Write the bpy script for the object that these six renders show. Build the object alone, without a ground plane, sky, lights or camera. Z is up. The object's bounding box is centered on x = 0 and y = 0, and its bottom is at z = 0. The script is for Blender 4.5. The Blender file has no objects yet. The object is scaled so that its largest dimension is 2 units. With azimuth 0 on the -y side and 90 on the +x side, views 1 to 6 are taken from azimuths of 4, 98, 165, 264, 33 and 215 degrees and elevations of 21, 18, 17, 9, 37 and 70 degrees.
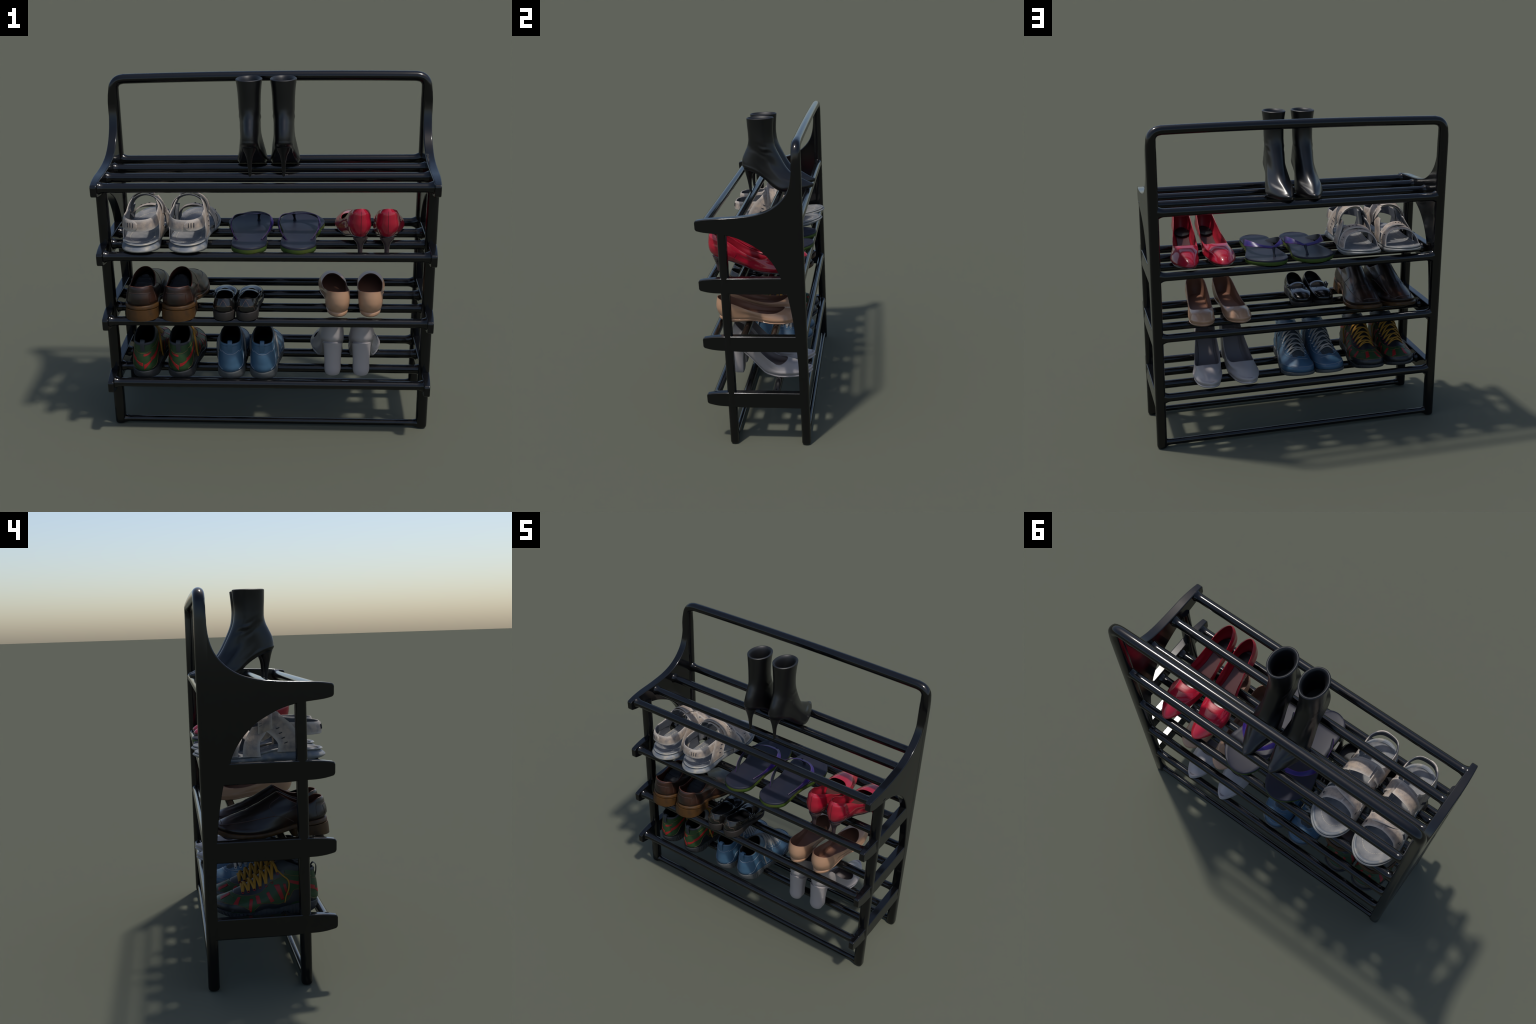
# Black moulded shoe rack with four shelves and ten pairs of shoes.
# Frame: metres, z up, rack front towards -y, shoes stand heel first (toes towards +y).
import bpy, math, random
import numpy as np
from mathutils import Vector
from mathutils.bvhtree import BVHTree

random.seed(7)
RNG = np.random.default_rng(11)
SHELF_TOP = [1.503, 1.120, 0.737, 0.353]      # top of the rods of each shelf
ROD_Y = [-0.285, -0.092, 0.097, 0.288]

# ------------------------------------------------------------------ materials
MATS = {}


def material(name, color, rough=0.5, spec=0.5, coat=0.0, coat_rough=0.05, metallic=0.0,
             tint=None, tint_scale=20.0, tint_lo=0.4, tint_hi=0.65, bump=0.0, bump_scale=200.0,
             sheen=0.0, edge=None, edge_lo=0.5, edge_hi=0.6, detail=4.0):
    """Principled surface; 'tint' is a second colour laid in noise patches, 'edge' a third one on ridges."""
    if name in MATS:
        return MATS[name]
    m = bpy.data.materials.new(name)
    m.use_nodes = True
    nt = m.node_tree
    b = nt.nodes["Principled BSDF"]
    b.inputs["Base Color"].default_value = (*color, 1)
    b.inputs["Roughness"].default_value = rough
    b.inputs["Specular IOR Level"].default_value = spec
    b.inputs["Metallic"].default_value = metallic
    b.inputs["Coat Weight"].default_value = coat
    b.inputs["Coat Roughness"].default_value = coat_rough
    b.inputs["Sheen Weight"].default_value = sheen
    tc = nt.nodes.new("ShaderNodeTexCoord")
    col = None
    if tint is not None:
        no = nt.nodes.new("ShaderNodeTexNoise")
        no.inputs["Scale"].default_value = tint_scale
        no.inputs["Detail"].default_value = detail
        nt.links.new(tc.outputs["Object"], no.inputs["Vector"])
        mr = nt.nodes.new("ShaderNodeMapRange")
        mr.inputs[1].default_value, mr.inputs[2].default_value = tint_lo, tint_hi
        nt.links.new(no.outputs["Fac"], mr.inputs[0])
        mx = nt.nodes.new("ShaderNodeMix")
        mx.data_type = "RGBA"
        mx.inputs[6].default_value = (*color, 1)
        mx.inputs[7].default_value = (*tint, 1)
        nt.links.new(mr.outputs[0], mx.inputs[0])
        col = mx.outputs[2]
    if edge is not None:
        ge = nt.nodes.new("ShaderNodeNewGeometry")
        mr = nt.nodes.new("ShaderNodeMapRange")
        mr.inputs[1].default_value, mr.inputs[2].default_value = edge_lo, edge_hi
        nt.links.new(ge.outputs["Pointiness"], mr.inputs[0])
        mx = nt.nodes.new("ShaderNodeMix")
        mx.data_type = "RGBA"
        if col is not None:
            nt.links.new(col, mx.inputs[6])
        else:
            mx.inputs[6].default_value = (*color, 1)
        mx.inputs[7].default_value = (*edge, 1)
        nt.links.new(mr.outputs[0], mx.inputs[0])
        col = mx.outputs[2]
    if col is not None:
        nt.links.new(col, b.inputs["Base Color"])
    if bump > 0:
        no = nt.nodes.new("ShaderNodeTexNoise")
        no.inputs["Scale"].default_value = bump_scale
        no.inputs["Detail"].default_value = 3
        nt.links.new(tc.outputs["Object"], no.inputs["Vector"])
        bp = nt.nodes.new("ShaderNodeBump")
        bp.inputs["Strength"].default_value = bump
        bp.inputs["Distance"].default_value = 0.002
        nt.links.new(no.outputs["Fac"], bp.inputs["Height"])
        nt.links.new(bp.outputs["Normal"], b.inputs["Normal"])
    MATS[name] = m
    return m


RACK = material("black_gloss_plastic", (0.0032, 0.0032, 0.0036), rough=0.15, spec=0.48)

# ------------------------------------------------------------------ mesh helpers


class Geo:
    """Vertices and faces collected for one mesh."""

    def __init__(self):
        self.v, self.f, self.n = [], [], 0

    def grid(self, P, close_u=True, flip=False):
        """P: rows x cols x 3; cols close on themselves when close_u."""
        P = np.asarray(P, float)
        K, N = P.shape[:2]
        base = self.n
        self.v.append(P.reshape(-1, 3))
        self.n += K * N
        for k in range(K - 1):
            for j in range(N if close_u else N - 1):
                a, b = base + k * N + j, base + k * N + (j + 1) % N
                c, d = b + N, a + N
                self.f.append((a, d, c, b) if flip else (a, b, c, d))
        return base

    def cap(self, loop, flip=False, rings=0):
        """Fill a closed loop: pairs across its long axis (heel to toe), which keeps quads on soles."""
        L = np.asarray(loop, float)
        N = len(L)
        base = self.n
        self.v.append(L)
        self.n += N
        h = N // 2
        for j in range(0, h):
            a, b = base + j, base + j + 1
            c, d = base + (N - j - 1) % N, base + (N - j) % N
            q = []
            for i in (a, b, c, d):
                if i not in q:
                    q.append(i)
            if len(q) >= 3:
                self.f.append(tuple(q) if flip else tuple(reversed(q)))

    def dish(self, loop, depth_fn=None, rows=7, flip=False):
        """Fill a heel-to-toe loop by rows across it, letting depth_fn(x,y,t) lower the middle."""
        L = np.asarray(loop, float)
        N = len(L)
        h = N // 2
        P = np.zeros((h + 1, rows, 3))
        for j in range(h + 1):
            a, b = L[j], L[(N - j) % N]
            for r in range(rows):
                t = r / (rows - 1)
                p = a * (1 - t) + b * t
                if depth_fn is not None:
                    p = p + np.array([0, 0, depth_fn(p, t, j / h)])
                P[j, r] = p
        self.grid(P, close_u=False, flip=flip)

    def add(self, V, F):
        V = np.asarray(V, float).reshape(-1, 3)
        self.v.append(V)
        self.f += [tuple(i + self.n for i in f) for f in F]
        self.n += len(V)

    def verts(self):
        return np.concatenate(self.v)


def finish_mesh(name, geo, mat, parent=None, mirror=False, sharp=40, loc=(0, 0, 0), merge=1e-5, bevel=0.0):
    V = geo.verts().copy()
    F = geo.f
    if mirror:
        V[:, 0] *= -1
        F = [tuple(reversed(f)) for f in F]
    me = bpy.data.meshes.new(name)
    me.from_pydata(V.tolist(), [], F)
    import bmesh
    bm = bmesh.new()
    bm.from_mesh(me)
    if merge:
        bmesh.ops.remove_doubles(bm, verts=bm.verts, dist=merge)
    bmesh.ops.dissolve_degenerate(bm, edges=bm.edges, dist=1e-7)
    bmesh.ops.recalc_face_normals(bm, faces=bm.faces)
    bm.to_mesh(me)
    bm.free()
    me.shade_smooth()
    me.set_sharp_from_angle(angle=math.radians(sharp))
    me.materials.append(mat)
    ob = bpy.data.objects.new(name, me)
    bpy.context.scene.collection.objects.link(ob)
    ob.location = loc
    if parent is not None:
        ob.parent = parent
    if bevel > 0:
        mo = ob.modifiers.new("rounded_edges", "BEVEL")
        mo.width = bevel
        mo.segments = 3
        mo.limit_method = "ANGLE"
        mo.angle_limit = math.radians(35)
        mo.harden_normals = True
    return ob


def spline(knots):
    """Smooth curve through (t, value) knots; value may be scalar or vector."""
    if not isinstance(knots, (list, tuple)):
        return lambda s: np.full(np.shape(s), float(knots))
    if not isinstance(knots[0], (list, tuple)):
        knots = [(i / (len(knots) - 1), k) for i, k in enumerate(knots)]
    T = np.array([k[0] for k in knots], float)
    Y = np.array([k[1] for k in knots], float)
    d = np.diff(Y, axis=0) / np.diff(T).reshape((-1,) + (1,) * (Y.ndim - 1))
    M = np.zeros_like(Y)
    M[0], M[-1] = d[0], d[-1]
    if len(T) > 2:
        h0 = np.diff(T)[:-1].reshape((-1,) + (1,) * (Y.ndim - 1))
        h1 = np.diff(T)[1:].reshape((-1,) + (1,) * (Y.ndim - 1))
        M[1:-1] = (d[:-1] * h1 + d[1:] * h0) / (h0 + h1)

    def ev(s):
        s = np.asarray(s, float)
        i = np.clip(np.searchsorted(T, s, side="right") - 1, 0, len(T) - 2)
        h = T[i + 1] - T[i]
        t = (s - T[i]) / h
        sh = t.shape + (1,) * (Y.ndim - 1)
        t, h = t.reshape(sh), h.reshape(sh)
        return ((2 * t**3 - 3 * t**2 + 1) * Y[i] + (t**3 - 2 * t**2 + t) * h * M[i]
                + (-2 * t**3 + 3 * t**2) * Y[i + 1] + (t**3 - t**2) * h * M[i + 1])
    return ev


NL = 72       # points round a shoe loop


class Loop:
    """Closed ring round a shoe, heel at u=0, +x side first, toe at u=0.5.
    y0,y1: heel and toe ends; W half width, C centre shift, Z height, each a curve over heel->toe;
    a,b: how much of the length the heel and toe roundings take; eh,et: 0.5 round ... 1 pointed."""

    def __init__(s, y0, y1, W, Z, C=0.0, a=0.22, b=0.3, eh=0.5, et=0.5):
        s.y0, s.y1, s.W, s.Z, s.C, s.a, s.b, s.eh, s.et = y0, y1, W, Z, C, a, b, eh, et
        s.dw = s.dz = 0.0

    def moved(s, inset=0.0, dz=0.0, heel=None, toe=None):
        o = Loop(s.y0 + (inset if heel is None else heel), s.y1 - (inset if toe is None else toe),
                 s.W, s.Z, s.C, s.a, s.b, s.eh, s.et)
        o.dw, o.dz = s.dw - inset, s.dz + dz
        return o

    def points(s, n=NL):
        th = np.arange(n) / n * 2 * math.pi
        q = (1 - np.cos(th)) / 2
        rh = (1 - (1 - np.clip(q / s.a, 0, 1)) ** 2) ** s.eh
        rt = (1 - (1 - np.clip((1 - q) / s.b, 0, 1)) ** 2) ** s.et
        hw = np.maximum(spline(s.W)(q) + s.dw, 0.002) * rh * rt
        x = spline(s.C)(q) + np.where(th <= math.pi, 1, -1) * hw
        return np.stack([x, s.y0 + (s.y1 - s.y0) * q, spline(s.Z)(q) + s.dz], 1)


def skin(loops, sub=5, n=NL):
    """Smooth surface through a stack of rings -> rows x n x 3."""
    L = [l.points(n) if isinstance(l, Loop) else np.asarray(l) for l in loops]
    if len(L) == 2:
        t = np.linspace(0, 1, sub + 1)[:, None, None]
        return L[0] * (1 - t) + L[1] * t
    D = [np.mean(np.linalg.norm(L[i + 1] - L[i], axis=1)) for i in range(len(L) - 1)]
    T = np.concatenate([[0], np.cumsum(np.maximum(D, 1e-4))])
    T /= T[-1]
    ev = spline([(t, l) for t, l in zip(T, L)])
    S = np.concatenate([np.linspace(T[i], T[i + 1], sub, endpoint=False) for i in range(len(T) - 1)] + [[1.0]])
    return ev(S)


def resample(points, n, widths=None):
    P = np.asarray(points, float)
    d = np.concatenate([[0], np.cumsum(np.linalg.norm(np.diff(P, axis=0), axis=1))])
    d /= d[-1]
    s = np.linspace(0, 1, n)
    Q = spline([(a, p) for a, p in zip(d, P)])(s)
    if widths is None:
        return Q
    W = spline([(a, np.asarray(w, float)) for a, w in zip(d, widths)])(s)
    return Q, W


def tube(geo, points, r, n=10, steps=None, flat=1.0, closed=False, up=(0, 0, 1)):
    """Round (or flattened) cord along points; r may be a list over the points."""
    P = np.asarray(points, float)
    steps = steps or 6 * (len(P) - 1) + 1
    if np.isscalar(r):
        r = [r] * len(P)
    if closed:
        P, Rr = np.asarray(points, float), np.asarray(r, float)
    else:
        P, Rr = resample(P, steps, r)
    T = np.gradient(P, axis=0) if not closed else (np.roll(P, -1, 0) - np.roll(P, 1, 0))
    T /= np.linalg.norm(T, axis=1)[:, None] + 1e-12
    side = np.cross(T[0], up)
    if np.linalg.norm(side) < 1e-3:
        side = np.cross(T[0], (1, 0.1, 0))
    rows = []
    a = np.arange(n) / n * 2 * math.pi
    for i in range(len(P)):
        side = side - T[i] * np.dot(side, T[i])
        side /= np.linalg.norm(side)
        nn = np.cross(side, T[i])
        rows.append(P[i] + Rr[i] * (np.cos(a)[:, None] * side + flat * np.sin(a)[:, None] * nn))
    if closed:
        rows.append(rows[0])
    geo.grid(rows)
    if not closed:
        for row, fl in ((rows[0], False), (rows[-1], True)):
            geo.add(row, [tuple(range(n)) if fl else tuple(reversed(range(n)))])


def ribbon(geo, pairs, t=0.004, steps=40, cross=4, crown=0.0, shift=0.0, trim=0.0):
    """Band with real thickness between two edge curves given as (edge A, edge B) pairs."""
    A = resample([p[0] for p in pairs], steps)
    B = resample([p[1] for p in pairs], steps)
    C = (A + B) / 2
    T = np.gradient(C, axis=0)
    T /= np.linalg.norm(T, axis=1)[:, None]
    W = B - A
    Nn = np.cross(T, W)
    Nn /= np.linalg.norm(Nn, axis=1)[:, None] + 1e-12
    rows = []
    for i in range(steps):
        top, bot = [], []
        for k in range(cross + 1):
            f = k / cross
            c = crown * (1 - (2 * f - 1) ** 2)
            e = 0.5 if k in (0, cross) else 1.0
            f = trim + f * (1 - 2 * trim)
            p = A[i] * (1 - f) + B[i] * f + Nn[i] * shift
            top.append(p + Nn[i] * (c + t / 2 * e))
            bot.append(p + Nn[i] * (c - t / 2 * e))
        rows.append(top + bot[::-1])
    geo.grid(rows)
    m = 2 * (cross + 1)
    geo.add(rows[0], [tuple(range(m))])
    geo.add(rows[-1], [tuple(reversed(range(m)))])


class Form:
    """A finished surface on which strips and seams can be laid by casting rays."""

    def __init__(s, *grids, closed=True):
        g = Geo()
        for P in grids:
            g.grid(P, close_u=closed)
        s.tree = BVHTree.FromPolygons([tuple(v) for v in g.verts()], g.f)

    def hit(s, a, b, axis, sign=1, off=0.0, far=1.0):
        """axis 'x': (a,b)=(y,z) seen from +x (sign 1) or -x; 'y': (x,z) from the heel; 'z': (x,y) from above."""
        if axis == "x":
            o, d = Vector((sign * far, a, b)), Vector((-sign, 0, 0))
        elif axis == "y":
            o, d = Vector((a, -sign * far, b)), Vector((0, sign, 0))
        else:
            o, d = Vector((a, b, far)), Vector((0, 0, -1))
        p, n, i, t = s.tree.ray_cast(o, d)
        if p is None:
            p, n, i, t = s.tree.find_nearest(o + d * far)
        if n.dot(d) > 0:
            n = -n
        return np.array(p + n * off)

    def strip(s, geo, pts, axis, sign=1, off=0.0012, steps=24, cross=3, sink=0.003):
        """pts: list of ((a1,b1),(a2,b2)) edge pairs of a raised patch laid on the form."""
        A = resample([(*p[0], 0) for p in pts], steps)
        B = resample([(*p[1], 0) for p in pts], steps)
        rows = []
        for i in range(steps):
            row = []
            for k in range(cross + 1):
                f = k / cross
                q = A[i] * (1 - f) + B[i] * f
                rim = i in (0, steps - 1)
                if k == 0:
                    row.append(s.hit(q[0], q[1], axis, sign, -sink))
                row.append(s.hit(q[0], q[1], axis, sign, off if not rim else -sink))
                if k == cross:
                    row.append(s.hit(q[0], q[1], axis, sign, -sink))
            rows.append(row)
        geo.grid(rows, close_u=False)

    def seam(s, geo, pts, axis, sign=1, r=0.0012, off=0.0004, steps=None):
        P = resample([(*p, 0) for p in pts], steps or 8 * (len(pts) - 1) + 1)
        tube(geo, [s.hit(p[0], p[1], axis, sign, off) for p in P], r, n=6, steps=len(P))


def thing(name, label, category, loc):
    e = bpy.data.objects.new(name, None)
    e.empty_display_size = 0.05
    bpy.context.scene.collection.objects.link(e)
    e.location = loc
    e["label"] = label
    e["category"] = category
    return e


# ------------------------------------------------------------------ the rack
rack = thing("shoe_rack", "glossy black moulded shoe rack with four slatted shelves", "shoe rack", (0, 0, 0))


def side_x(y, outer, z=1.0):
    """Thickness of a side plate narrows towards the front tips."""
    f = min(max((-0.17 - y) / 0.17, 0), 1) ** 1.6
    h = min(max((z - 1.78) / 0.12, 0), 1)                     # melts into the round handle at its upper end
    return (0.9126 - 0.011 * f - 0.010 * h) if outer else (0.864 + 0.003 * f - 0.002 * h)


def plate(name, outline, sgn, dx=0.0):
    g = Geo()
    n = len(outline)
    V = []
    for outer in (True, False):
        for y, z in outline:
            x = side_x(y, outer, z) - (dx if outer else -dx)
            V.append((sgn * x, y, z))
    F = [tuple(range(n)), tuple(reversed(range(n, 2 * n)))]
    F += [(i, (i + 1) % n, n + (i + 1) % n, n + i) for i in range(n)]
    g.add(V, F)
    return finish_mesh(name, g, RACK, rack, sharp=30, bevel=0.006)


def curve2(pts, n):
    return [tuple(p[:2]) for p in resample([(*p, 0) for p in pts], n)]


def front_tip(zt, zb, zbot_in):
    """Rounded front end of a shelf arm, from the top edge round to the under edge."""
    return curve2([(-0.20, zt + 0.000), (-0.25, zt - 0.003), (-0.30, zt - 0.008), (-0.335, zt - 0.014)], 7) + \
        [(-0.3425, zt - 0.024), (-0.3415, zb + 0.014)] + \
        curve2([(-0.334, zb + 0.004), (-0.30, zb - 0.004), (-0.25, zb - 0.010), (-0.20, zbot_in)], 7)


for sgn in (1, -1):
    # gusset: handle post, swooping top arm, arch, tapering back leg
    swoop = curve2([(0.264, 1.900), (0.2615, 1.860), (0.2585, 1.800), (0.2500, 1.735), (0.2240, 1.664), (0.183, 1.613), (0.110, 1.563),
                    (0.03, 1.538), (-0.06, 1.526), (-0.135, 1.521), (-0.20, 1.519)], 40)
    tip = front_tip(1.519, 1.436, 1.421)[1:]
    arch = curve2([(-0.15, 1.413), (-0.09, 1.396), (-0.02, 1.363), (0.036, 1.329), (0.093, 1.276), (0.136, 1.216),
                   (0.163, 1.160), (0.180, 1.100), (0.205, 1.033), (0.220, 0.960), (0.235, 0.86), (0.245, 0.765),
                   (0.252, 0.646), (0.259, 0.530), (0.263, 0.375), (0.264, 0.28)], 60)
    plate("side_panel", swoop + tip + arch + [(0.296, 0.28), (0.296, 1.60), (0.290, 1.900)], sgn)
    for k, z0 in enumerate([1.139, 0.755, 0.367]):
        arm = front_tip(z0, z0 - 0.087, z0 - 0.098) + [(-0.10, z0 - 0.104), (0.28, z0 - 0.106), (0.28, z0), (0.0, z0)]
        plate("shelf_arm", arm, sgn, dx=0.0006 + 0.0002 * k)


def rounded_section(n, hx, hy, e=0.62):
    a = np.arange(n) / n * 2 * math.pi
    return np.sign(np.cos(a)) * np.abs(np.cos(a)) ** e * hx, np.sign(np.sin(a)) * np.abs(np.sin(a)) ** e * hy


# front legs: straight rounded posts
for sgn in (1, -1):
    g = Geo()
    cx, cy = rounded_section(32, 0.0315, 0.0285, 0.72)
    rows = []
    for z, k in [(0.0, 0.70), (0.0025, 0.83), (0.007, 0.93), (0.016, 1), (0.3, 1.0), (0.8, 1.0), (1.2, 1.0), (1.44, 1.0)]:
        rows.append(np.stack([sgn * 0.8813 + cx * k, -0.179 + cy * k, np.full(32, z)], 1))
    g.grid(rows)
    g.add(rows[0], [tuple(reversed(range(32)))])
    g.add(rows[-1], [tuple(range(32))])
    finish_mesh("front_leg", g, RACK, rack)

# back legs and handle: one continuous hoop
g = Geo()
path = [(-0.8820, 0.2885, z) for z in (0.0, 0.0025, 0.007, 0.016, 0.25, 0.31, 0.4, 0.8, 1.2, 1.6, 1.82, 1.86)]
cr = 0.052
for i in range(1, 12):
    a = math.pi - i / 12 * math.pi / 2
    path.append((-0.8820 + cr + 0.002 + cr * math.cos(a), 0.2885, 1.889 + 0.004 + cr * math.sin(a)))
for i in range(21):
    x = -0.82 + 1.64 * i / 20
    path.append((x, 0.2885, 1.9475 + 0.0085 * (1 - (x / 0.82) ** 2)))
path += [(-p[0], p[1], p[2]) for p in reversed(path[:23])]
P = np.array(path)
T = np.gradient(P, axis=0)
T /= np.linalg.norm(T, axis=1)[:, None]
rows = []
for i, p in enumerate(P):
    z = p[2]
    k = {0: 0.70, 1: 0.83, 2: 0.93}.get(min(i, len(P) - 1 - i), 1.0)
    f = min(max((z - 1.83) / 0.11, 0), 1)                     # post section -> round bar
    e = 0.74 + 0.26 * f
    hx, hy = 0.0310 * (1 - f) + 0.0275 * f, 0.0295 * (1 - f) + 0.0290 * f
    cx, cy = rounded_section(32, hx * k, hy * k, e)
    nrm = np.cross(T[i], (0, 1, 0))
    nrm /= np.linalg.norm(nrm)
    m = (cx > 0) & (cy <= 0)                                  # square the outer front corner where the panel joins flush
    q = np.maximum(np.abs(cx[m]) / (hx * k), np.abs(cy[m]) / (hy * k))
    sq = (1 - f) * min(max((z - 0.25) / 0.05, 0), 1)
    cx[m] *= 1 + (1 / q - 1) * sq
    cy[m] *= 1 + (1 / q - 1) * sq
    rows.append(p + cx[:, None] * nrm + cy[:, None] * np.array([0, 1, 0]))
g.grid(rows)
g.add(rows[0], [tuple(range(32))])
g.add(rows[-1], [tuple(reversed(range(32)))])
finish_mesh("back_hoop_handle", g, RACK, rack)


def rod(name, y, z, r, x_end, flare, flare_len, deep=1.0):
    g = Geo()
    xs = [(-x_end - 0.012, 1)] + [(-x_end + flare_len * i / 9, max(1 - i / 9, 0) ** 2.2) for i in range(10)]
    xs += [(-0.4, 0), (0.0, 0)]
    xs += [(-a, b) for a, b in reversed(xs[:-1])]
    a = np.arange(28) / 28 * 2 * math.pi
    rows = [np.stack([np.full(28, x), y + (r + flare * deep * f) * np.cos(a), z + (r + flare * f) * np.sin(a)], 1) for x, f in xs]
    g.grid(rows, flip=True)
    g.add(rows[0], [tuple(range(28))])
    g.add(rows[-1], [tuple(reversed(range(28)))])
    return finish_mesh(name, g, RACK, rack)


for z in SHELF_TOP:
    for k, y in enumerate(ROD_Y):
        back = k == 3
        rod("shelf_rod", y, z - 0.0255, 0.0255, 0.858 if back else 0.866, 0.010 if not back else 0.016, 0.034 if not back else 0.04, 0.1 if back else 0.8)
rod("foot_rail", -0.179, 0.024, 0.0185, 0.852, 0.006, 0.03)
rod("foot_rail", 0.2885, 0.030, 0.0185, 0.853, 0.006, 0.03, 0.3)

# ------------------------------------------------------------------ shoes


def skinned(name, loops, mat, parent, mirror, sub=5, cap0=False, cap1=False, deform=None, sharp=50):
    P = skin(loops, sub)
    if deform is not None:
        P = deform(P)
    g = Geo()
    g.grid(P)
    if cap0:
        g.cap(P[0])
    if cap1:
        g.cap(P[-1], flip=True)
    return finish_mesh(name, g, mat, parent, mirror, sharp), P


def rim_and_lining(upper, mat, parent, mirror, inset, floor_z, sub=4, name="lining", sock=None, drop=0.0):
    """Inside of a shoe: the ring stack again, set in by the leather thickness, closed by the insole."""
    inner = [l.moved(inset, dz=-0.0) for l in upper]
    P = skin(inner, sub)
    g = Geo()
    top = upper[-1].points()
    rim = (upper[-1].points() + inner[-1].points()) / 2 + np.array([0, 0, inset * 0.35])
    g.grid(skin([P[-1], rim, top], 3))
    g.grid(P, flip=True)
    finish_mesh(name, g, mat, parent, mirror, 60)
    f = upper[0].moved(inset * 0.5, dz=floor_z).points()
    g = Geo()
    g.dish(f, lambda p, t, j: -0.003 * (1 - (2 * t - 1) ** 2))
    finish_mesh("insole", g, sock or mat, parent, mirror, 60)


# ---- ankle boots -------------------------------------------------------
BOOT = material("black_boot_leather", (0.004, 0.004, 0.0045), rough=0.33, spec=0.45, coat=0.15, coat_rough=0.2)
BOOT_IN = material("black_boot_lining", (0.004, 0.004, 0.005), rough=0.5)


def ankle_boot(x, mirror, nm):
    o = thing("ankle_boot", "black leather stiletto ankle boot with pointed toe", "boot", (x, 0, SHELF_TOP[0]))
    Z0 = [(0, .152), (.127, .134), (.21, .114), (.32, .078), (.42, .033), (.53, .004), (.74, .002), (.9, .004), (1, .013)]
    W0 = [(0, .038), (.2, .041), (.32, .044), (.42, .058), (.53, .073), (.66, .077), (.78, .068), (1, .05)]
    up = lambda d: [(s, z + d) for s, z in Z0]
    C = [(0, 0), (.5, .002), (.75, -.001), (1, -.012)]
    L = [
        Loop(-.148, .322, W0, up(.003), C, .15, .50, .5, .58),
        Loop(-.157, .324, [(s, w + .008) for s, w in W0], up(.018), C, .16, .50, .5, .57),
        Loop(-.157, .300, [(0, .047), (.3, .052), (.55, .074), (.7, .080), (.85, .064), (1, .04)],
             [(0, .19), (.2, .165), (.4, .10), (.6, .054), (.8, .056), (1, .043)], C, .18, .48, .5, .55),
        Loop(-.150, .232, [(0, .047), (.35, .054), (.7, .070), (1, .05)],
             [(0, .228), (.3, .192), (.55, .125), (.8, .086), (1, .082)], 0, .25, .45, .5, .55),
        Loop(-.130, .162, [(0, .05), (.5, .056), (1, .055)], [(0, .272), (.4, .235), (.7, .165), (1, .130)], 0, .35, .5),
        Loop(-.114, .108, [(0, .055), (.5, .057), (1, .056)], [(0, .307), (.5, .27), (1, .222)], 0, .5, .5),
        Loop(-.106, .074, .059, [(0, .343), (1, .300)], 0, .5, .5),
        Loop(-.106, .064, .060, [(0, .385), (1, .365)], 0, .5, .5),
        Loop(-.109, .067, .064, .44, 0, .5, .5),
        Loop(-.111, .072, .0705, .490, 0, .5, .5),
    ]

    def folds(P):
        Q = P.copy()
        z, y, x_ = P[..., 2], P[..., 1], P[..., 0]
        zz = z + 0.35 * (y + .02) + 0.006 * np.sin(60 * y + 2)                     # creases sag towards the front
        m = np.exp(-((zz - .29) / .045) ** 2) * np.clip(np.abs(x_) / .05, 0, 1)
        Q[..., 0] += np.sign(x_) * m * (0.0011 * np.sin((zz - .29) * 190 + 14 * y) + 0.0013 * np.sin((zz - .29) * 95 - 30 * y + 1)) * np.clip((np.sin(37 * y + 1) + 1.2) / 2, 0, 1)
        return Q
    _, P = skinned("upper", L, BOOT, o, mirror, 6, deform=folds)
    inner = [Loop(-.097, .058, .056, .487, 0, .5, .5), Loop(-.092, .05, .049, .468, 0, .5, .5), Loop(-.09, .046, .048, .38, 0, .5, .5),
             Loop(-.10, .06, .046, .28, 0, .5, .5)]
    g = Geo()
    g.grid(skin([L[-1], L[-1].moved(.006, .004), inner[0], *inner[1:]], 4), flip=True)
    g.cap(inner[-1].points())
    finish_mesh("lining", g, BOOT_IN, o, mirror, 60)
    S = [L[0].moved(.006), L[0].moved(-.001), L[0].moved(-.001, dz=-.0025), L[0].moved(.005, dz=-.0045)]
    g = Geo()
    Q = skin(S, 2)
    g.grid(Q)
    g.cap(Q[-1], flip=True)
    finish_mesh("sole", g, BOOT_IN, o, mirror, 60)
    heel = [Loop(-.147, -.078, .037, [(0, .150), (1, .132)], 0, .5, .5), Loop(-.142, -.082, .033, [(0, .135), (1, .118)], 0, .5, .5),
            Loop(-.136, -.090, .022, [(0, .110), (1, .100)], 0, .5, .5), Loop(-.128, -.096, .0145, .075, 0, .5, .5),
            Loop(-.121, -.099, .0105, .035, 0, .5, .5), Loop(-.115, -.099, .008, -.018, 0, .5, .5)]
    skinned("heel", heel, BOOT, o, mirror, 4, True, True)


ankle_boot(.0965, False, "R")
ankle_boot(-.0845, True, "L")

# ---- red pumps ---------------------------------------------------------
RED = material("red_patent_leather", (0.35, 0.009, 0.026), rough=0.35, spec=0.15, coat=0.85, coat_rough=0.03)
RED_IN = material("dark_red_lining", (0.30, 0.006, 0.020), rough=0.45)
SOCK = material("brown_insole", (0.085, 0.032, 0.030), rough=0.3)
DARK_HEEL = material("smoky_heel", (0.055, 0.035, 0.036), rough=0.25, coat=0.4)
THREAD_DK = material("dark_thread", (0.05, 0.004, 0.008), rough=0.6)


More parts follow.
